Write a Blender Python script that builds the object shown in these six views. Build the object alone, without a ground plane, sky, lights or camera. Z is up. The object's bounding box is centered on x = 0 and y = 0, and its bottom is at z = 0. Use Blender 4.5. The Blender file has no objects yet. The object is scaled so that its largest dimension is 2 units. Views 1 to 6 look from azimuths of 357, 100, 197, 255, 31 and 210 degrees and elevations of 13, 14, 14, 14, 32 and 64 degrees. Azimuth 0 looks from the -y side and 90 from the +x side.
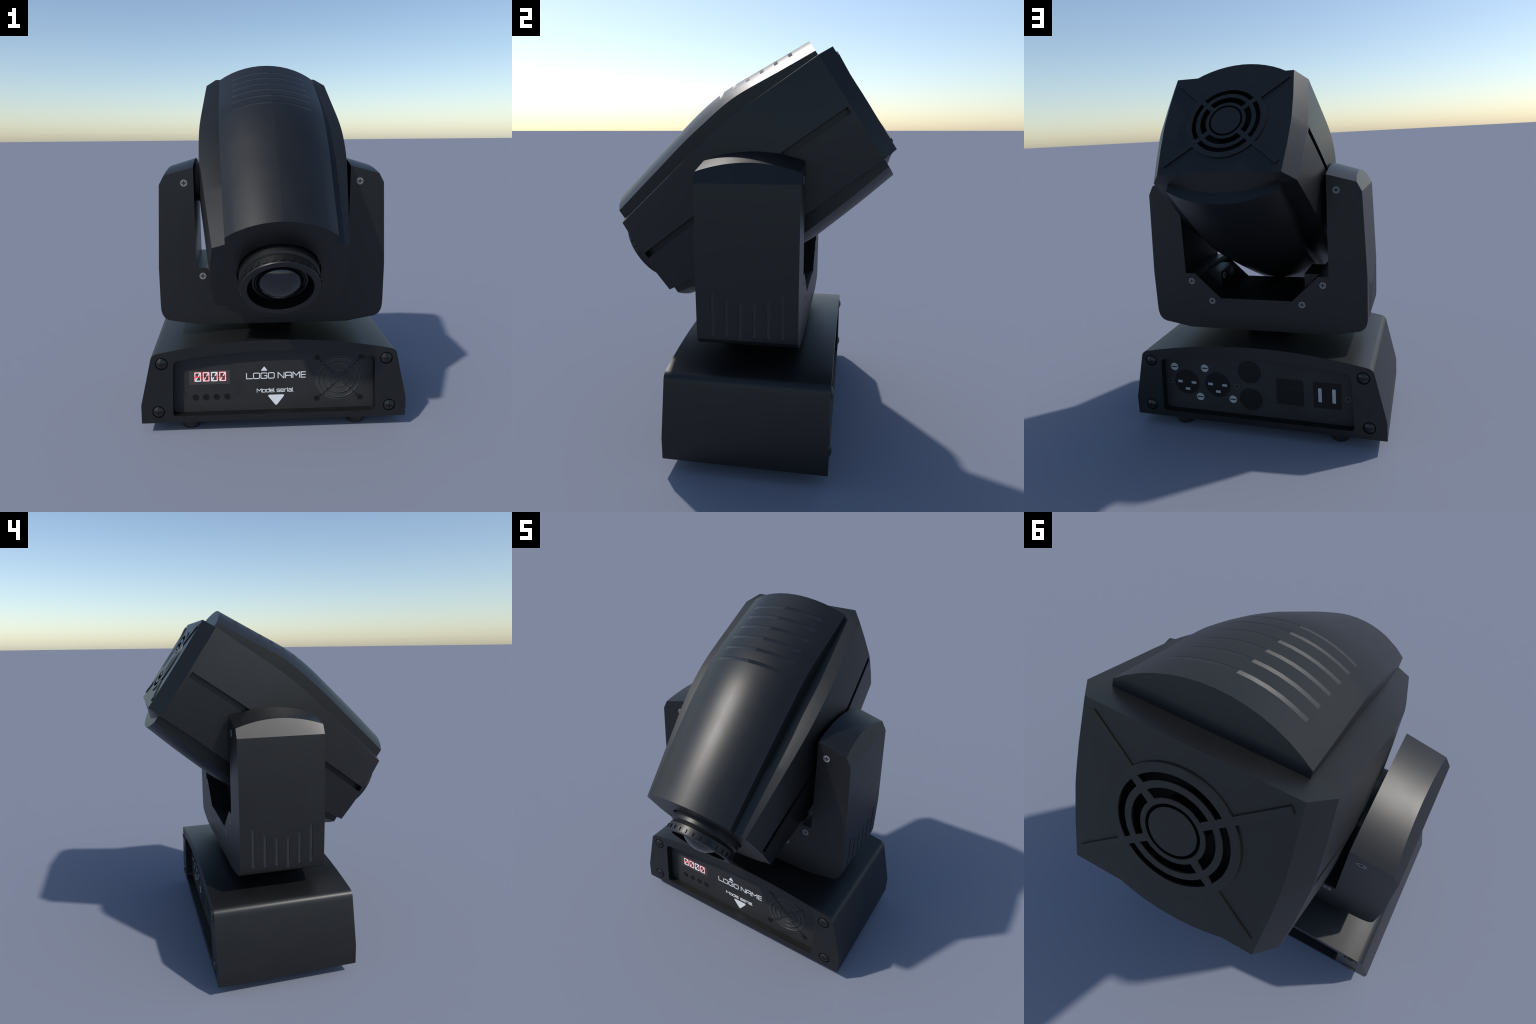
import bpy, bmesh, math
from math import sin, cos, pi, radians, atan2, asin, sqrt
from mathutils import Vector, Matrix

# ------------------------------------------------------------------ helpers
def lerp(pts, t):
    """piecewise linear curve through control points (t, value)"""
    if t <= pts[0][0]:
        return pts[0][1]
    for (t0, v0), (t1, v1) in zip(pts, pts[1:]):
        if t <= t1:
            return v0 + (v1 - v0) * (t - t0) / (t1 - t0)
    return pts[-1][1]

def smooth(pts, t):
    """Catmull-Rom style smooth curve through control points (t, value)"""
    n = len(pts)
    if t <= pts[0][0]:
        return pts[0][1]
    if t >= pts[-1][0]:
        return pts[-1][1]
    for i in range(n - 1):
        if t <= pts[i + 1][0]:
            break
    def slope(k):
        if k == 0:
            return (pts[1][1] - pts[0][1]) / (pts[1][0] - pts[0][0])
        if k == n - 1:
            return (pts[-1][1] - pts[-2][1]) / (pts[-1][0] - pts[-2][0])
        return (pts[k + 1][1] - pts[k - 1][1]) / (pts[k + 1][0] - pts[k - 1][0])
    h = pts[i + 1][0] - pts[i][0]
    s = (t - pts[i][0]) / h
    a, b = pts[i][1], pts[i + 1][1]
    ma, mb = slope(i) * h, slope(i + 1) * h
    return (2*s**3 - 3*s*s + 1)*a + (s**3 - 2*s*s + s)*ma + (-2*s**3 + 3*s*s)*b + (s**3 - s*s)*mb

def finish(bm, name, angle=30, merge=1e-5):
    bmesh.ops.remove_doubles(bm, verts=bm.verts[:], dist=merge)
    bmesh.ops.dissolve_degenerate(bm, edges=bm.edges[:], dist=merge)
    bmesh.ops.recalc_face_normals(bm, faces=bm.faces[:])
    me = bpy.data.meshes.new(name)
    bm.to_mesh(me)
    bm.free()
    shade(me, angle)
    return me

def shade(me, angle=30):
    for p in me.polygons:
        p.use_smooth = True
    me.set_sharp_from_angle(angle=radians(angle))

def loft(bm, rings, cap=True):
    """join closed rings of equally many points into a skin"""
    vs = [[bm.verts.new(p) for p in r] for r in rings]
    n = len(vs[0])
    for a, b in zip(vs, vs[1:]):
        for i in range(n):
            j = (i + 1) % n
            bm.faces.new((a[i], a[j], b[j], b[i]))
    if cap:
        bm.faces.new(vs[0])
        bm.faces.new(list(reversed(vs[-1])))
    return vs

def lathe(bm, prof, segs=64, axis='y', c=(0, 0)):
    """revolve (along-axis, radius) points; radius 0 closes the end"""
    def P(u, r, t):
        x, z = c[0] + r * cos(t), c[1] + r * sin(t)
        return {'y': (x, u, z), 'z': (x, z, u), 'x': (u, x, z)}[axis]
    prev = None
    for u, r in prof:
        if r < 1e-6:
            cur = [bm.verts.new(P(u, 0, 0))] * segs
        else:
            cur = [bm.verts.new(P(u, r, 2 * pi * k / segs)) for k in range(segs)]
        if prev:
            for k in range(segs):
                j = (k + 1) % segs
                q = []
                for v in (prev[k], prev[j], cur[j], cur[k]):
                    if v not in q:
                        q.append(v)
                if len(q) > 2:
                    bm.faces.new(q)
        prev = cur

def box(bm, lo, hi):
    x0, y0, z0 = lo
    x1, y1, z1 = hi
    loft(bm, [[(x0, y0, z0), (x1, y0, z0), (x1, y0, z1), (x0, y0, z1)],
              [(x0, y1, z0), (x1, y1, z0), (x1, y1, z1), (x0, y1, z1)]])

def fill_extrude(bm, loops, y0, y1):
    """flat plate with holes: loops of (x, z), first the outside; thickness y0..y1"""
    es = []
    for lp in loops:
        vs = [bm.verts.new((x, y0, z)) for x, z in lp]
        es += [bm.edges.new((vs[i], vs[(i + 1) % len(vs)])) for i in range(len(vs))]
    g = bmesh.ops.triangle_fill(bm, edges=es, use_beauty=True)
    fs = [f for f in g['geom'] if isinstance(f, bmesh.types.BMFace)]
    ex = bmesh.ops.extrude_face_region(bm, geom=fs)
    vs = [v for v in ex['geom'] if isinstance(v, bmesh.types.BMVert)]
    bmesh.ops.translate(bm, verts=vs, vec=(0, y1 - y0, 0))

def rounded(poly, r, k=5):
    """round the corners of a closed (x, z) polygon"""
    out = []
    n = len(poly)
    for i in range(n):
        p, c, q = (Vector(poly[(i + d) % n]) for d in (-1, 0, 1))
        a = (p - c).normalized()
        b = (q - c).normalized()
        ang = a.angle(b)
        d = min(r / math.tan(ang / 2), (p - c).length * .45, (q - c).length * .45)
        A, B = c + a * d, c + b * d
        for j in range(k + 1):
            t = j / k
            out.append(tuple(A * (1 - t)**2 + c * 2 * t * (1 - t) + B * t * t))
    return out

def make(name, me, mat, parent=None, loc=(0, 0, 0), rot=(0, 0, 0)):
    ob = bpy.data.objects.new(name, me)
    bpy.context.scene.collection.objects.link(ob)
    ob.location, ob.rotation_euler = loc, rot
    if mat is not None and not me.materials:
        me.materials.append(mat)
    ob.parent = parent
    return ob

def cut(me, cutters, angle=30):
    """boolean-subtract cutter meshes from a mesh, return the new mesh"""
    ob = bpy.data.objects.new("tmp_body", me)
    sc = bpy.context.scene.collection
    sc.objects.link(ob)
    tmp = [ob]
    for c in cutters:
        co = bpy.data.objects.new("tmp_cutter", c)
        sc.objects.link(co)
        tmp.append(co)
        m = ob.modifiers.new("cut", 'BOOLEAN')
        m.operation, m.solver, m.object = 'DIFFERENCE', 'EXACT', co
    dg = bpy.context.evaluated_depsgraph_get()
    out = bpy.data.meshes.new_from_object(ob.evaluated_get(dg))
    for o in tmp:
        bpy.data.objects.remove(o)
    shade(out, angle)
    return out

# ---------------------------------------------------------------- materials
def material(name, col, rough=.45, spec=.5, metal=0., vary=.12, emit=None, coat=0., scale=9.):
    m = bpy.data.materials.new(name)
    m.use_nodes = True
    nt = m.node_tree
    b = nt.nodes['Principled BSDF']
    b.inputs['Roughness'].default_value = rough
    b.inputs['Specular IOR Level'].default_value = spec
    b.inputs['Metallic'].default_value = metal
    b.inputs['Coat Weight'].default_value = coat
    tc = nt.nodes.new('ShaderNodeTexCoord')
    no = nt.nodes.new('ShaderNodeTexNoise')
    no.inputs['Scale'].default_value = scale
    no.inputs['Detail'].default_value = 5
    nt.links.new(tc.outputs['Object'], no.inputs['Vector'])
    rc = nt.nodes.new('ShaderNodeValToRGB')
    rc.color_ramp.elements[0].position = .3
    rc.color_ramp.elements[1].position = .7
    rc.color_ramp.elements[0].color = (*[c * (1 - vary) for c in col], 1)
    rc.color_ramp.elements[1].color = (*[min(1, c * (1 + vary)) for c in col], 1)
    nt.links.new(no.outputs['Fac'], rc.inputs['Fac'])
    nt.links.new(rc.outputs['Color'], b.inputs['Base Color'])
    mr = nt.nodes.new('ShaderNodeMapRange')
    mr.inputs['To Min'].default_value = rough - .03
    mr.inputs['To Max'].default_value = rough + .03
    nt.links.new(no.outputs['Fac'], mr.inputs['Value'])
    nt.links.new(mr.outputs['Result'], b.inputs['Roughness'])
    if emit:
        b.inputs['Emission Color'].default_value = (*emit[0], 1)
        b.inputs['Emission Strength'].default_value = emit[1]
    return m

PLASTIC = material("black_plastic", (.0062, .0064, .0068), .42)
GLOSSY = material("glossy_black", (.008, .008, .0085), .26)
PANEL = material("panel_black", (.025, .025, .026), .6, .3)
DARK = material("deep_black", (.004, .004, .0045), .6, .3)
VENT = material("vent_slot_black", (.020, .020, .021), .38)
SCREWM = material("dull_steel", (.20, .20, .205), .45, .5)
PALE = material("pale_steel", (.36, .37, .38), .5, .5)
DIMSCREW = material("dim_screw", (.016, .016, .018), .5)
PRINT = material("white_print", (.80, .80, .80), .6, .3, vary=.01)
LED_WHITE = material("led_white", (.85, .85, .85), .6, .3, vary=.01, emit=((1, .9, .92), .12))
LED_RED = material("led_red", (.85, .03, .05), .5, .3, vary=.01, emit=((1, .04, .07), .35))
SCREEN = material("display_window", (.060, .060, .056), .8, .1)
FANBACK = material("fan_mesh_grey", (.050, .049, .047), .95, .02)
WIRE = material("fan_wire", (.036, .041, .046), .45)
GLASS = material("lens_glass", (.010, .011, .016), .12, .6, coat=.3)
FLUTE = material("flute_black", (.0185, .0195, .020), .5)
SHADE_BLACK = material("painted_shade_black", (.0022, .0022, .0024), .9, .04)
SOCKET = material("socket_slot_black", (.0062, .0062, .0066), .6, .3)
RUBBER = material("rubber_foot", (.010, .010, .011), .6)

def bend_glint_normal(mat, back=.42, side=.46):
    """vent slots: flat floors, shading normal bent back and outward to catch a glint"""
    nt = mat.node_tree
    N = nt.nodes.new
    geo, tc = N('ShaderNodeNewGeometry'), N('ShaderNodeTexCoord')
    sep, sg, mul = N('ShaderNodeSeparateXYZ'), N('ShaderNodeMath'), N('ShaderNodeMath')
    sg.operation, mul.operation = 'SIGN', 'MULTIPLY'
    mul.inputs[1].default_value = side
    cmb, vt, add, nrm = N('ShaderNodeCombineXYZ'), N('ShaderNodeVectorTransform'), N('ShaderNodeVectorMath'), N('ShaderNodeVectorMath')
    vt.vector_type, vt.convert_from, vt.convert_to = 'VECTOR', 'OBJECT', 'WORLD'
    cmb.inputs['Y'].default_value = back
    nrm.operation = 'NORMALIZE'
    L = nt.links.new
    L(tc.outputs['Object'], sep.inputs[0])
    L(sep.outputs['X'], sg.inputs[0])
    L(sg.outputs[0], mul.inputs[0])
    L(mul.outputs[0], cmb.inputs['X'])
    L(cmb.outputs[0], vt.inputs[0])
    L(geo.outputs['Normal'], add.inputs[0])
    L(vt.outputs[0], add.inputs[1])
    L(add.outputs[0], nrm.inputs[0])
    L(nrm.outputs[0], nt.nodes['Principled BSDF'].inputs['Normal'])
bend_glint_normal(VENT)  # draws sun glint and sky sheen on the slots, over a lightened black

# ------------------------------------------------------------ top-level thing
thing = bpy.data.objects.new("stage_light", None)
bpy.context.scene.collection.objects.link(thing)
thing["label"] = "black moving head stage light on a boxy base"
thing["category"] = "stage light"

PAN_Y = .077          # pan axis
YF, YB = -.313, .467  # front and back of the base
GF, GB = -.157, .312  # front and back of the yoke

# ===================================================================== BASE
def base_profile():
    half = [(.732, .067), (.730, .175), (.6695, .430), (.666, .446), (.660, .458),
            (.650, .467), (.636, .4735)]
    half += [(x, .539 - .1625 * x * x) for x in (.55, .45, .35, .25, .15, .05)]
    return half + [(-x, z) for x, z in reversed(half)]

def window_outline(grow=0.):
    top = [(x, .477 - .165 * x * x) for x in (-.40, -.27, -.13, 0, .13, .27, .40)]
    p = [(.561, .105), (.545, .428)] + list(reversed(top)) + [(-.545, .428), (-.561, .105)]
    out = rounded([p[0], p[1]], .0, 1) if False else None
    # round only the four corners
    res = []
    n = len(p)
    for i in range(n):
        if i in (0, 1, n - 2, n - 1):
            a, c, b = Vector(p[i - 1]), Vector(p[i]), Vector(p[(i + 1) % n])
            da, db = (a - c).normalized() * .024, (b - c).normalized() * .024
            for j in range(6):
                t = j / 5
                res.append(tuple((c + da) * (1 - t)**2 + c * 2 * t * (1 - t) + (c + db) * t * t))
        else:
            res.append(p[i])
    return [(x * (1 + grow), .29 + (z - .29) * (1 + grow)) for x, z in res]

bm = bmesh.new()
prof = base_profile()
loft(bm, [[(x, y, z) for x, z in prof] for y in (YF, YB)])
base_me = finish(bm, "base_housing", 25)
cutters = []
for y0, y1 in ((YF - .05, YF + .060), (YB - .060, YB + .05)):
    bm = bmesh.new()
    w = window_outline()
    loft(bm, [[(x, y, z) for x, z in w] for y in (y0, y1)])
    cutters.append(finish(bm, "cut"))
base_me = cut(base_me, cutters, 25)
base = make("base_housing", base_me, PLASTIC, thing)

def plate(name, outline, y0, y1, mat, parent, angle=30):
    bm = bmesh.new()
    fill_extrude(bm, [outline], y0, y1)
    return make(name, finish(bm, name, angle), mat, parent)

FP, BP = -.270, .4230     # visible faces of the two panels
plate("front_panel", window_outline(.004), FP, FP + .02, PANEL, base)
plate("rear_panel", window_outline(.004), BP - .02, BP, PANEL, base)

# pan column between base and yoke
bm = bmesh.new()
lathe(bm, [(.50, 0), (.50, .135), (.585, .135), (.585, 0)], 64, 'z', (0, PAN_Y))
make("pan_column", finish(bm, "pan_column"), PLASTIC, base)

# rubber feet
bm = bmesh.new()
lathe(bm, [(.07, 0), (.07, .056), (.020, .0545), (.008, .052), (.001, .047), (0, .044), (0, 0)], 40, 'z')
foot_me = finish(bm, "foot", 40)
for x in (-.47, .47):
    for y in (YF + .095, YB - .095):
        make("foot", foot_me, RUBBER, base, (x, y, 0))

# domed corner screws with a cross slot, each inside a thin near-black ring
bm = bmesh.new()
R, H = .0295, .0110
rad = (R * R + H * H) / (2 * H)
pr = [(.004, 0), (.004, R), (0, R)]
for k in range(1, 8):
    r = R * (1 - k / 8)
    pr.append((-(sqrt(rad * rad - r * r) - (rad - H)), r))
pr.append((-H, 0))
lathe(bm, pr, 40)
dome = finish(bm, "screw_head", 40)
bm = bmesh.new()
W, L = .0014, .0205
q = [(W, W), (L, W), (L, -W), (W, -W), (W, -L), (-W, -L), (-W, -W), (-L, -W), (-L, W), (-W, W), (-W, L), (W, L)]
loft(bm, [[(x, y, z) for x, z in q] for y in (-.02, -.0055)])
dome = cut(dome, [finish(bm, "c")], 40)
bm = bmesh.new()
lathe(bm, [(.003, .0), (.003, .0345), (-.0010, .0345), (-.0010, .0300), (.0005, .0298), (.0005, 0)], 40)
collar = finish(bm, "screw_dark_ring", 40)
for sx in (-1, 1):
    for x, z in ((.6095, .4165), (.638, .134)):
        for y, rz in ((YF, 0), (YB, pi)):
            make("screw_dark_ring", collar, SHADE_BLACK, base, (sx * x, y, z), (0, 0, rz))
            make("screw_head", dome, GLOSSY, base, (sx * x, y, z), (0, 0, rz))

# ---- flat marks on a panel: thin raised plates; y faces the viewer
def disc_mesh(name, r, t=.0015, segs=40):
    bm = bmesh.new()
    lathe(bm, [(.002, 0), (.002, r), (-t, r), (-t, 0)], segs)
    return finish(bm, name)

def cross_mesh(name, l, w, t):
    p = [(w, w), (l, w), (l, -w), (w, -w), (w, -l), (-w, -l), (-w, -w), (-l, -w), (-l, w), (-w, w), (-w, l), (w, l)]
    bm = bmesh.new()
    loft(bm, [[(x, y, z) for x, z in p] for y in (.001, -t)])
    return finish(bm, name)

def rect(name, x0, x1, z0, z1, y, t, mat, parent, sgn=-1):
    """rect plate with visible face at y + sgn*t"""
    bm = bmesh.new()
    lo, hi = sorted((y + sgn * t, y - sgn * .001))
    fill_extrude(bm, [rounded([(x0, z0), (x1, z0), (x1, z1), (x0, z1)], min(x1 - x0, z1 - z0) * .03, 2)], lo, hi)
    return make(name, finish(bm, name), mat, parent)

# -- front panel: display
rect("display_window", -.469, -.244, .268, .350, FP, .0010, SCREEN, base)
W2, H2, S = .0155, .0245, .0030      # half sizes and half stroke of a digit
SEG = {'top': [(-W2, H2), (W2, H2)], 'bottom': [(-W2, -H2), (W2, -H2)],
       'upper_left': [(-W2, H2), (-W2, .003)], 'lower_left': [(-W2, -.003), (-W2, -H2)],
       'upper_right': [(W2, H2), (W2, .003)], 'lower_right': [(W2, -.003), (W2, -H2)],
       'slash_up': [(.003, .005), (W2 - .003, H2 - .004)], 'slash_down': [(-.003, -.005), (-W2 + .003, -H2 + .004)],
       'middle': [(-.010, 0), (.010, 0)]}
def stroke(bm, a, b, hw, y0, y1, ext=0.):
    a, b = Vector(a), Vector(b)
    d = (b - a).normalized()
    n = Vector((-d.y, d.x)) * hw
    a, b = a - d * ext, b + d * ext
    p = rounded([a + n, a - n, b - n, b + n], hw * .6, 2)
    loft(bm, [[(x, y, z) for x, z in p] for y in (y0, y1)])
RED = [('top', 'upper_left', 'lower_left', 'upper_right', 'lower_right', 'middle'),
       ('top', 'bottom', 'upper_left', 'lower_left', 'upper_right', 'lower_right', 'slash_up', 'slash_down'),
       ('upper_right', 'lower_right'),
       ('top', 'bottom', 'upper_left', 'lower_left', 'upper_right', 'lower_right', 'slash_up', 'slash_down')]
for k in range(4):
    cx, cz = -.421 + .0453 * k, .3145
    br, bw = bmesh.new(), bmesh.new()
    for i, (nm, (a, b)) in enumerate(SEG.items()):
        a = (a[0] + cx, a[1] + cz)
        b = (b[0] + cx, b[1] + cz)
        if nm in RED[k]:
            stroke(br, a, b, S + .0010, FP + .001, FP - .0016 - .00006 * i, .0028)
        if nm != 'middle':
            stroke(bw, a, b, S - (.0007 if nm in RED[k] else 0), FP + .001, FP - .0026 - .00006 * i, .0015)
    if k == 2:
        pass
    make("digit_glow", finish(br, "digit_glow"), LED_RED, base)
    make("digit", finish(bw, "digit"), LED_WHITE, base)

# -- buttons and faint slotted screws
btn = disc_mesh("button", .0163, .003)
for k in range(4):
    make("button", btn, DARK, base, (-.438 + .058 * k, FP, .1922))
dim = disc_mesh("panel_screw", .0155, .001)
bm = bmesh.new()
box(bm, (-.011, -.0016, -.0022), (.011, .001, .0022))
dims = finish(bm, "panel_screw_slot")
for x in (-.500, -.209):
    make("panel_screw", dim, DIMSCREW, base, (x, FP, .2175))
    make("panel_screw_slot", dims, PANEL, base, (x, FP, .2175))

# -- printed lettering: stroke letters on a unit cell (x 0..1, z 0..1)
def ring_path(x0, z0, x1, z1, c):
    return [(x0 + c, z0), (x1 - c, z0), (x1, z0 + c), (x1, z1 - c), (x1 - c, z1), (x0 + c, z1), (x0, z1 - c), (x0, z0 + c), (x0 + c, z0)]
GLYPH = {
 'L': [[(0, 1), (0, 0), (1, 0)]],
 'O': [ring_path(0, 0, 1, 1, .12)],
 'G': [[(1, .86), (.9, 1), (.12, 1), (0, .88), (0, .12), (.12, 0), (.88, 0), (1, .12), (1, .5), (.62, .5)]],
 'N': [[(0, 0), (0, 1), (.06, 1), (.94, 0), (1, 0), (1, 1)]],
 'A': [[(0, 0), (0, .88), (.12, 1), (.88, 1), (1, .88), (1, 0)], [(0, .42), (1, .42)]],
 'M': [[(0, 0), (0, 1), (.06, 1), (.5, .4), (.94, 1), (1, 1), (1, 0)]],
 'E': [[(1, 1), (0, 1), (0, 0), (1, 0)], [(0, .5), (1, .5)]],
 'o': [ring_path(0, 0, 1, .82, .12)],
 'd': [ring_path(0, 0, 1, .82, .12), [(1, .3), (1, 1.12)]],
 'e': [[(1, 0), (.14, 0), (0, .12), (0, .70), (.14, .82), (.86, .82), (1, .70), (1, .42), (0, .42)]],
 'l': [[(0, 1.12), (0, .12), (.35, 0), (1, 0)]],
 's': [[(1, .82), (.12, .82), (0, .72), (0, .50), (.12, .42), (.88, .42), (1, .32), (1, .1), (.88, 0), (0, 0)]],
 'r': [[(0, 0), (0, .70), (.14, .82), (1, .82)]],
 'i': [[(0, 0), (0, .82)], [(0, 1.02), (0, 1.12)]],
 'a': [[(.05, .82), (.86, .82), (1, .70), (1, 0), (.12, 0), (0, .1), (0, .34), (.12, .46), (1, .46)]],
}
def lettering(name, letters, z0, h, hw, y, t, parent):
    bm = bmesh.new()
    i = 0
    for ch, xa, xb in letters:
        w = xb - xa
        for path in GLYPH[ch]:
            q = [(xa + hw + px * (w - 2 * hw), z0 + hw + pz * (h - 2 * hw)) for px, pz in path]
            for a, b in zip(q, q[1:]):
                i += 1
                stroke(bm, a, b, hw, y + .001, y - t - .00002 * (i % 23), hw * .8)
    return make(name, finish(bm, name, merge=1e-7), PRINT, parent)
def px(p):      # horizontal place of the logo line
    return -.156 + (p - 195) / 1870 * .331
lettering("logo_lettering", [(c, px(a), px(b)) for c, a, b in
          (('L', 195, 408), ('O', 412, 627), ('G', 645, 857), ('O', 878, 1087), ('N', 1180, 1392),
           ('A', 1415, 1625), ('M', 1647, 1882), ('E', 1905, 2065))], .2925, .0370, .0023, FP, .0012, base)
def px2(p):
    return -.098 + (p - 525) / 1145 * .204
lettering("model_lettering", [(c, px2(a), px2(b)) for c, a, b in
          (('M', 525, 684), ('o', 690, 806), ('d', 812, 928), ('e', 934, 1042), ('l', 1048, 1094), ('s', 1146, 1258),
           ('e', 1266, 1384), ('r', 1392, 1470), ('i', 1478, 1506), ('a', 1512, 1622), ('l', 1630, 1674))],
          .2095, .0235, .00165, FP, .0012, base)
plate("arrow_mark", rounded([(-.075, .3405), (-.037, .3405), (-.056, .3665)], .0035, 4), FP - .0012, FP + .001, PRINT, base)
plate("arrow_mark", rounded([(-.040, .194), (.060, .194), (.010, .127)], .008, 5), FP - .0012, FP + .001, PRINT, base)

# -- cooling fan behind a wire guard
FX, FZ = .3600, .2860
d = disc_mesh("fan_mesh", .134, .001, 72)
make("fan_mesh", d, FANBACK, base, (FX, FP, FZ))
bm = bmesh.new()
def torus(bm, R, r, y, n=72, m=8):
    vs = [[bm.verts.new(((R + r * cos(2*pi*j/m)) * cos(2*pi*i/n), y + r * .7 * sin(2*pi*j/m), (R + r * cos(2*pi*j/m)) * sin(2*pi*i/n)))
           for j in range(m)] for i in range(n)]
    for i in range(n):
        for j in range(m):
            bm.faces.new((vs[i][j], vs[(i+1) % n][j], vs[(i+1) % n][(j+1) % m], vs[i][(j+1) % m]))
for R, r in ((.1165, .0036), (.0885, .0028), (.0530, .0024), (.0265, .0010)):
    torus(bm, R, r, -.0035)
make("fan_wire_ring", finish(bm, "fan_wire_ring"), WIRE, base, (FX, FP, FZ))
bm = bmesh.new()
for s in (1, -1):
    for k in (1, -1):
        stroke(bm, (0, 0), (k * .094, s * k * .094), .0016, .001, -.0062, 0)
make("fan_wire_spoke", finish(bm, "fan_wire_spoke"), WIRE, base, (FX, FP, FZ))
bm = bmesh.new()
for sx in (1, -1):
    for sz in (1, -1):
        stroke(bm, (sx * .096, sz * .096), (sx * .121, sz * .121), .0019, .001, -.0030, 0)
make("fan_mount_arm", finish(bm, "fan_mount_arm"), DARK, base, (FX, FP, FZ))
knot = disc_mesh("fan_wire_joint", .0042, .0068, 12)
for sx in (1, -1):
    for sz in (1, -1):
        for R in (.1165, .0885, .0530):
            make("fan_wire_joint", knot, DARK, base, (FX + sx * R * .7071, FP, FZ + sz * R * .7071))
lug = disc_mesh("fan_mount_screw", .0148, .0032, 28)
for sx in (1, -1):
    for sz in (1, -1):
        make("fan_mount_screw", lug, DARK, base, (FX + sx * .1225, FP, FZ + .002 + sz * .1225))

# -- rear panel: sockets, pins, screws
def rear(name, me, mat, x, z):
    return make(name, me, mat, base, (x, BP, z), (0, 0, pi))
s1, s2 = disc_mesh("power_socket", .0765, .0012, 56), disc_mesh("signal_socket", .0675, .0012, 56)
for x in (.416, .2245):
    rear("power_socket", s1, DARK, x, .277)
    for dx, dz in ((.0435, .0015), (-.0435, .0005), (-.001, -.0425)):
        rect("socket_pin", x + dx - .0142, x + dx + .0142, .277 + dz - .0073, .277 + dz + .0073, BP, .003, PALE, base, 1)
for x, z in ((.0265, .373), (.0275, .205)):
    rear("signal_socket", s2, DARK, x, z)
    for dx in (-.026, .026):
        rect("socket_slot", x + dx - .008, x + dx + .008, z - .022, z + .022, BP, .0018, SOCKET, base, 1)
rect("square_socket", -.280, -.126, .196, .349, BP, .0012, DARK, base, 1)
for x0, x1, z0, z1 in ((-.169, -.153, .245, .292), (-.262, -.196, .290, .308), (-.262, -.196, .226, .244)):
    rect("socket_slot", x0, x1, z0, z1, BP, .0018, SOCKET, base, 1)
rect("square_socket", -.4875, -.335, .196, .349, BP, .0012, DARK, base, 1)
for x in (-.3715, -.448):
    rect("socket_blade", x - .0095, x + .0095, .2325, .3145, BP, .003, PALE, base, 1)
ss = disc_mesh("slotted_screw", .0230, .0025)
bm = bmesh.new()
box(bm, (-.0178, -.0034, -.0035), (.0178, .001, .0035))
sl = finish(bm, "screw_slot")
for x, z in ((.488, .3685), (.2965, .3735), (.339, .191), (.1355, .195)):
    rear("slotted_screw", ss, PALE, x, z)
    rear("screw_slot", sl, PANEL, x, z)
cs, cc = disc_mesh("panel_cross_screw", .0172, .0012), cross_mesh("screw_cross", .0115, .003, .0018)
for x, z in ((.521, .274), (.106, .278), (-.525, .262)):
    rear("panel_cross_screw", cs, WIRE, x, z)
    rear("screw_cross", cc, DARK, x, z)

# ===================================================================== YOKE
def arch(y):
    u = (y - PAN_Y) / .2345
    return max(0., 1 - abs(u) ** 2.0)
def yoke_ring(y):
    h = arch(y)
    ze = 1.402 + .0395 * h
    xe = .596 - .552 * (ze - 1.354) + .007 * h      # follows the chamfer
    half = [(.412, .577), (.548, .6015), (.568, .6045), (.585, .611), (.600, .622), (.611, .640), (.617, .664), (.6185, .690),
            (.6185, .905), (.5960, 1.354), (xe, ze), (.4150, 1.4425 + .0405 * h),
            (.4150, .903), (.3585, .903), (.2095, .760)]
    return [(x, y, z) for x, z in half] + [(-x, y, z) for x, z in reversed(half)]
bm = bmesh.new()
N = 24
loft(bm, [yoke_ring(GF + (GB - GF) * i / N) for i in range(N + 1)])
yoke_me = finish(bm, "yoke", 14)
# fluted grooves low on the outer sides; tops follow a hanging arc
bm = bmesh.new()
for s in (-1, 1):
    for k in range(6):
        yc = .0805 + (k - 2.5) * .0645
        top = lambda y: .813 + 2.72 * (y - PAN_Y) ** 2 - 2.0 * abs(y - PAN_Y) ** 3
        ya, yb = yc - .0080, yc + .0080
        q = [(ya, .622), (yb, .622), (yb, top(yb)), (ya, top(ya))]
        loft(bm, [[(s * x, y, z) for y, z in q] for x in (.6160, .65)])
yoke_me = cut(yoke_me, [finish(bm, "c")], 14)
yoke_me.materials.append(PLASTIC)
yoke_me.materials.append(FLUTE)
for p in yoke_me.polygons:
    if .6150 < abs(p.center.x) < .6168 and abs(p.normal.x) > .95 and p.center.z < .85 and p.area < .006:
        p.material_index = 1
yoke = make("yoke", yoke_me, None, thing)

ys, yc = disc_mesh("cross_screw", .0184, .0012), cross_mesh("screw_cross", .0116, .0032, .0019)
for x, z in ((.4660, 1.3625), (.3820, .8570), (.2640, .7425)):
    for s in (-1, 1):
        for y, rz in ((GF, 0), (GB, pi)):
            make("cross_screw", ys, SCREWM, yoke, (s * x, y, z), (0, 0, rz))
            make("screw_cross", yc, PANEL, yoke, (s * x, y, z), (0, 0, rz))
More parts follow.
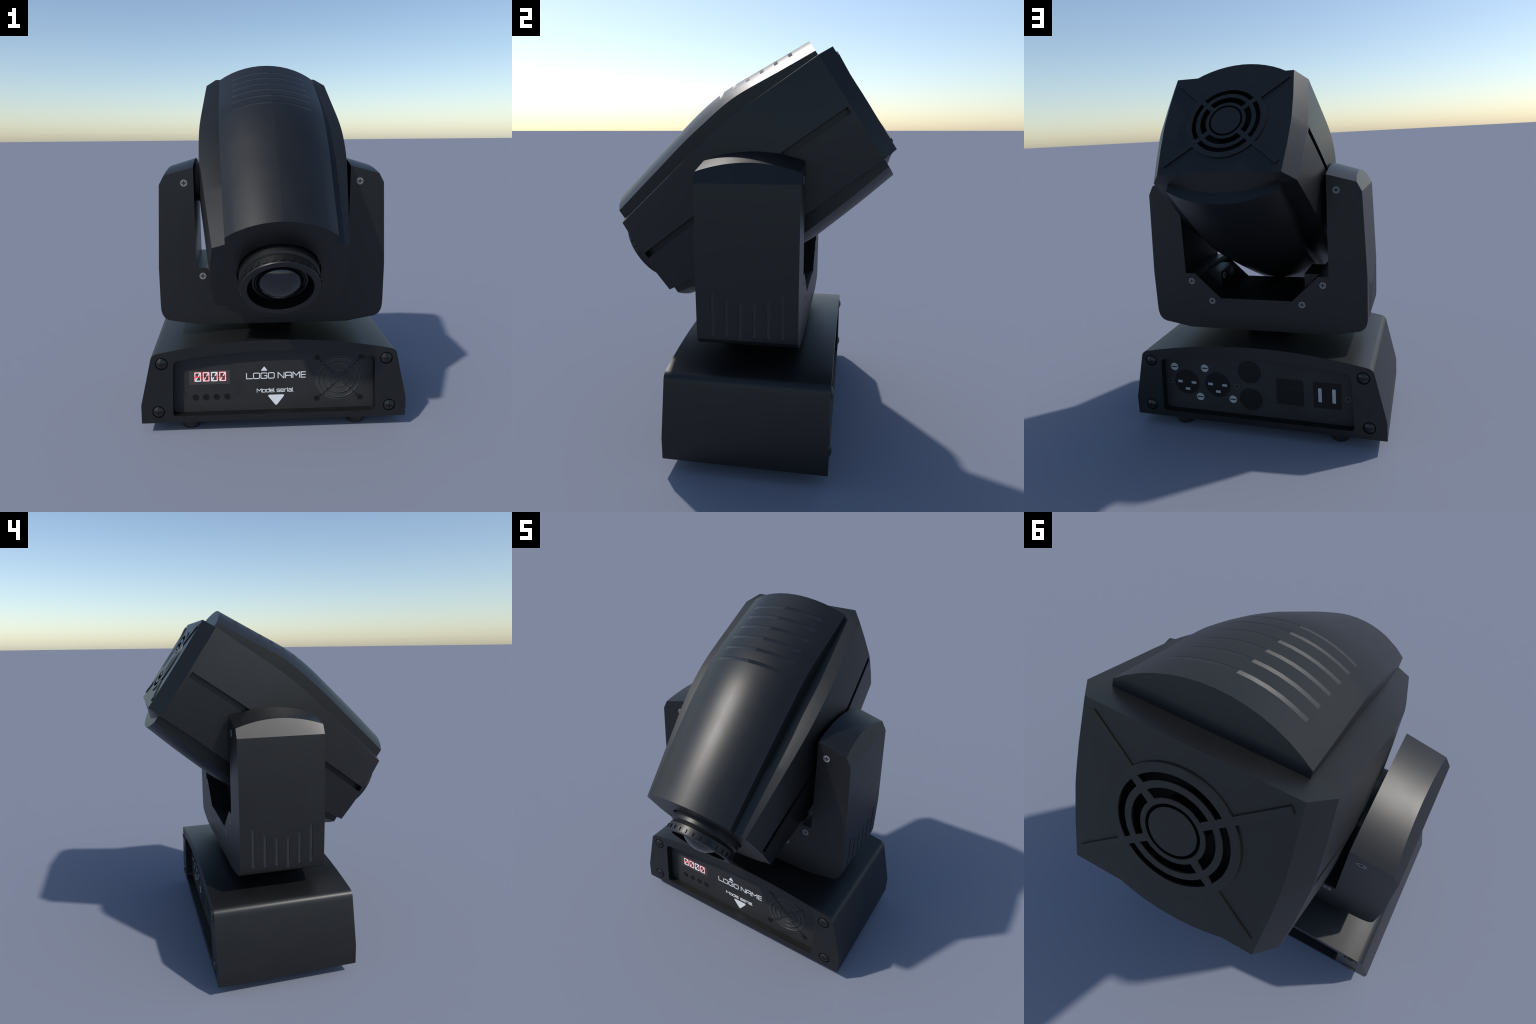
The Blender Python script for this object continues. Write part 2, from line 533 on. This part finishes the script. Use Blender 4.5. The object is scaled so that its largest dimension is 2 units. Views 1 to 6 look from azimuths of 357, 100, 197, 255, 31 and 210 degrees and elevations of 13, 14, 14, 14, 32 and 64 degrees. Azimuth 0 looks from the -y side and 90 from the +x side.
# wedge blocks on the inner slopes
for s in (-1, 1):
    bm = bmesh.new()
    q = [(.2525, .790), (.2525, .882), (.352, .882), (.352, .880)]
    loft(bm, [[(s * x, y, z) for x, z in q] for y in (-.030, .184)])
    make("latch_block", finish(bm, "latch_block"), PLASTIC, yoke)
    for y in (.015, .140):
        make("cross_screw", ys, DIMSCREW, yoke, (s * .2525, y, .848), (0, 0, -s * pi / 2))
        make("screw_cross", yc, DARK, yoke, (s * .2525, y, .848), (0, 0, -s * pi / 2))

# ===================================================================== HEAD
# local frame: x across, y along the head (front -, back +), z up from the tilt axis
TILT = radians(34.35)
E_X = [(-.722, .308), (-.427, .345), (-.164, .376), (-.052, .3825), (.053, .384), (.151, .381), (.353, .368), (.537, .355)]
E_N = [(-.722, .208), (-.427, .244), (-.164, .278), (-.052, .290), (.053, .297), (.151, .299), (.353, .296), (.537, .294)]
B_N = [(-.722, -.213), (-.427, -.240), (-.164, -.260), (.053, -.265), (.151, -.262), (.353, -.251), (.537, -.247)]
C_X = [(-.725, .250), (-.439, .2615), (-.197, .2715), (.0, .2755), (.2, .2775), (.535, .2780)]
C_N = [(-.725, .2755), (-.439, .320), (-.197, .3565), (-.076, .3685), (.008, .3765), (.087, .380), (.166, .3755), (.355, .351), (.537, .329)]
R_N = [(-.725, .3655), (-.497, .4060), (-.238, .4460), (-.137, .4615), (-.043, .4710), (.059, .4730), (.143, .4665), (.287, .4495), (.5375, .4205)]
U_N = [(-.722, -.3220), (-.497, -.361), (-.238, -.3990), (-.137, -.4105), (-.046, -.4165), (.044, -.4175), (.127, -.411), (.243, -.4000), (.356, -.3875), (.540, -.3635)]
M_X = [(-.722, .3285), (-.639, .336), (-.555, .346), (-.411, .3625), (-.214, .386), (-.097, .397), (.03, .402), (.17, .400), (.353, .390), (.537, .377)]
M_N = [(-.722, 0.), (-.39, .011), (.18, .0205), (.537, .021)]
def mid_x(a): return smooth(M_X, a)
def mid_n(a): return smooth(M_N, a)

GROOVE_A, GROOVE_B, GD, GH = -.708, .524, .036, .0158
def box_ring(a, groove, tail=0.):
    """cross-section of the head housing; tail 0..1 blends to the flat rear plate"""
    ex, en, bn, mx, mn = smooth(E_X, a), smooth(E_N, a), smooth(B_N, a), mid_x(a), mid_n(a)
    cx = smooth(C_X, a)
    jn = en + lerp([(-.722, .022), (.537, .014)], a)
    belly = -.052
    half = [(cx, jn), (ex, en)]
    um, lm = mn + (en - mn) * .55, mn + (bn - mn) * .55
    g = GD if groove else 0.
    def side(n):
        if n > mn:
            return mx + (ex - mx) * ((n - mn) / (en - mn)) ** 1.35
        return mx + (ex - mx) * ((n - mn) / (bn - mn)) ** 1.35
    half += [(side(um), um), (side(mn + GH), mn + GH), (side(mn + GH) - g, mn + GH), (side(mn - GH) - g, mn - GH), (side(mn - GH), mn - GH), (side(lm), lm)]
    half += [(ex, bn)]
    for f in (1, .8, .6, .4, .2):
        half.append((cx * f, bn - .008 + belly * (1 - f * f)))
    half = half + [(0, bn - .008 + belly)]
    if tail:
        hx = lambda n: .300 + .0165 * (1 - abs((n - .026) / .269) ** 1.6)
        flat = [(.235, .295), (.300, .295)] + [(hx(n), n) for n in (.150, .042, .040, .012, .010, -.105)] + [(.300, -.243)]
        flat += [(.278 * f, -.243) for f in (1, .8, .6, .4, .2)] + [(0, -.243)]
        half = flat
    return half
def ring3(half, a):
    return [(x, a, n) for x, n in half] + [(-x, a, n) for x, n in reversed(half[:-1])]

bm = bmesh.new()
st = [-.722]
rings = [ring3(box_ring(-.722, False), -.722), ring3(box_ring(GROOVE_A, False), GROOVE_A)]
for k in range(25):
    a = GROOVE_A + (GROOVE_B - GROOVE_A) * k / 24
    rings.append(ring3(box_ring(a, True), a))
rings += [ring3(box_ring(GROOVE_B, False), GROOVE_B), ring3(box_ring(.538, False), .538),
          ring3(box_ring(.538, False, 1), .609)]
loft(bm, rings)
head_me = finish(bm, "head_housing", 12)
LENS_N, FAN_N = .031, .033
def tube_cut(a0, a1, r, n):
    bm = bmesh.new()
    lathe(bm, [(a0, 0), (a0, r), (a1, r), (a1, 0)], 96, 'y', (0, n))
    return finish(bm, "c")
head_me = cut(head_me, [tube_cut(-.80, -.695, .200, LENS_N), tube_cut(.36, .66, .182, FAN_N)], 12)
head = make("head_housing", head_me, PLASTIC, thing, (0, PAN_Y, 1.35), (TILT, 0, 0))

# ---- arched covers
SLOTS = [.0455 + .0770 * k for k in range(6)]
SLOT_HALF, SLOT_X = .0098, .2040
def cover_rings(sign):
    xs_in = [-1, -.87, -.735, -.60, -.45, -.30, -.15, -.004, .004, .15, .30, .45, .60, .735, .87, 1]
    def ring(a, depth=0.):
        cx = smooth(C_X, a)
        top = smooth(R_N if sign > 0 else U_N, a)
        edge = smooth(C_N, a) if sign > 0 else top + lerp([(-.722, .069), (.1, .073), (.54, .0700)], a)
        h = abs(top - edge)
        rad = (cx * cx + h * h) / (2 * h)
        pts = []
        for f in xs_in:
            x = cx * f
            if sign > 0:
                if abs(abs(f) - .735) < .001:
                    x = math.copysign(SLOT_X, f)
            n = abs(top) - rad + sqrt(rad * rad - x * x)
            if depth and abs(x) < SLOT_X - .001:
                n -= depth
            pts.append((x, a, n * sign))
        low = (smooth(E_N, a) + .010) if sign > 0 else (smooth(B_N, a) - .004)
        return [(-cx, a, low)] + pts + [(cx, a, low)]
    a0, a1 = (-.725, .5375) if sign > 0 else (-.7214, .5405)
    st = [(a0 + (a1 - a0) * k / 40, 0.) for k in range(41)]
    if sign > 0:
        st = [s for s in st if all(abs(s[0] - c) > SLOT_HALF + .002 for c in SLOTS)]
        for c in SLOTS:
            st += [(c - SLOT_HALF, 0.), (c - SLOT_HALF + 1e-6, .0005), (c + SLOT_HALF, .0005), (c + SLOT_HALF + 1e-6, 0.)]
    st.sort()
    return [ring(a, d) for a, d in st]
bm = bmesh.new()
loft(bm, cover_rings(1))
top_me = finish(bm, "top_cover", 24, 2e-7)
top_me = cut(top_me, [tube_cut(-.80, -.695, .200, LENS_N)], 24)
top_me.materials.append(PLASTIC)
top_me.materials.append(VENT)
for p in top_me.polygons:
    c = p.center
    if abs(c.x) < SLOT_X and any(abs(c.y - k) < SLOT_HALF * .9 for k in SLOTS) and c.z > .3 and p.normal.z > .5:
        p.material_index = 1
make("top_cover", top_me, None, head)
bm = bmesh.new()
loft(bm, cover_rings(-1))
make("bottom_cover", finish(bm, "bottom_cover", 24), PLASTIC, head)

# ---- tilt pivots
for s in (-1, 1):
    bm = bmesh.new()
    lathe(bm, [(s * .36, 0), (s * .36, .11), (s * .417, .11), (s * .417, 0)], 48, 'x')
    make("tilt_pivot", finish(bm, "tilt_pivot"), PLASTIC, head)

# ---- rear fan grille: rings and diagonal spokes in one raised plate
GA = atan2(.229, .278)
ANG = [GA, pi - GA, pi + GA, 2 * pi - GA]
HWS = .0117
def arc(r, t0, t1, n=20):
    return [(r * cos(t0 + (t1 - t0) * k / n), FAN_N + r * sin(t0 + (t1 - t0) * k / n)) for k in range(n + 1)]
outer, slots = [], []
for q in range(4):
    t0, t1 = ANG[q], ANG[(q + 1) % 4] + (2 * pi if q == 3 else 0)
    o = lambda r: asin(HWS / r)
    # spoke tip, then the arc to the next spoke
    c, s = cos(t0), sin(t0)
    for u, v in ((.360, -HWS), (.360, HWS)):
        outer.append((u * c - v * s, FAN_N + u * s + v * c))
    outer += arc(.197, t0 + o(.197), t1 - o(.197))
    for ri, ro in ((.0985, .1275), (.1475, .1700)):
        slots.append(arc(ro, t0 + o(ro), t1 - o(ro)) + arc(ri, t1 - o(ri), t0 + o(ri)))
hub = [(.083 * cos(2 * pi * k / 56), FAN_N + .083 * sin(2 * pi * k / 56)) for k in range(56)]
bm = bmesh.new()
fill_extrude(bm, [outer] + slots + [hub], .6155, .6065)
make("fan_grille", finish(bm, "fan_grille", 30), PLASTIC, head)
bm = bmesh.new()
lathe(bm, [(.49, 0), (.49, .0730), (.6155, .0730), (.6155, 0)], 56, 'y', (0, FAN_N))
make("fan_hub", finish(bm, "fan_hub"), PLASTIC, head)
bm = bmesh.new()
lathe(bm, [(.500, 0), (.500, .1815), (.514, .1815), (.514, 0)], 64, 'y', (0, FAN_N))
make("fan_well", finish(bm, "fan_well"), DARK, head)

# ---- lens barrel, knurled focus ring, glass
bm = bmesh.new()
lathe(bm, [(-.66, 0), (-.66, .1905), (-.756, .1905), (-.764, .1830), (-.766, .1795), (-.766, .170), (-.78, .170), (-.78, 0)], 96, 'y', (0, LENS_N))
make("lens_barrel", finish(bm, "lens_barrel", 25), PLASTIC, head)
bm = bmesh.new()
NT = 30
def rp(k, a, r):
    t = 2 * pi * k / (NT * 8)
    return bm.verts.new((r * cos(t), a, LENS_N + r * sin(t)))
RA = [-.773, -.7775, -.793, -.813, -.8190, -.8225]
RR = [.1815, .1860, .1860, .1860, .1860, .1845]
M = NT * 8
for k in range(M):
    for j in range(5):
        notch = j == 2 and (k % 8) in (2, 3, 4, 5)
        A = [(k, RA[j], RR[j]), (k + 1, RA[j], RR[j]), (k + 1, RA[j + 1], RR[j + 1]), (k, RA[j + 1], RR[j + 1])]
        if not notch:
            bm.faces.new([rp(*p) for p in A])
        else:
            D = -.0052      # raised grip blocks
            F = [(p[0], p[1], p[2] - D) for p in A]
            bm.faces.new([rp(*p) for p in F])
            walls = [(0, 1), (2, 3)]
            if k % 8 == 2:
                walls.append((3, 0))
            if k % 8 == 5:
                walls.append((1, 2))
            for u, v in walls:
                bm.faces.new([rp(*A[u]), rp(*A[v]), rp(*F[v]), rp(*F[u])])
    prof = [(-.8225, .1845), (-.8225, .1560), (-.8210, .1545), (-.782, .1345), (-.776, .1235), (-.781, .1205), (-.780, .1160), (-.770, .1150),
            (-.766, .1150), (-.766, .1795), (-.773, .1815)]
    for (a0, r0), (a1, r1) in zip(prof, prof[1:]):
        bm.faces.new([rp(k, a0, r0), rp(k + 1, a0, r0), rp(k + 1, a1, r1), rp(k, a1, r1)])
ring_me = finish(bm, "focus_ring", 30, 3e-6)
ring_me.materials.append(PLASTIC)
ring_me.materials.append(SHADE_BLACK)
for p in ring_me.polygons:
    if sqrt(p.center.x ** 2 + (p.center.z - LENS_N) ** 2) < .1542:
        p.material_index = 1  # bore faces blackened, the shade inside the lens put into their colour
make("focus_ring", ring_me, None, head)
bm = bmesh.new()
pr = [(-.760, 0), (-.760, .1150)]
SR, SC = .1420, -.8440 + .1420          # sphere of the bulging lens
t0 = asin(.1150 / SR)
for k in range(1, 17):
    t = t0 * (1 - k / 16)
    pr.append((SC - SR * cos(t), SR * sin(t)))
lathe(bm, pr, 72, 'y', (0, LENS_N))
make("lens_glass", finish(bm, "lens_glass", 40), GLASS, head)
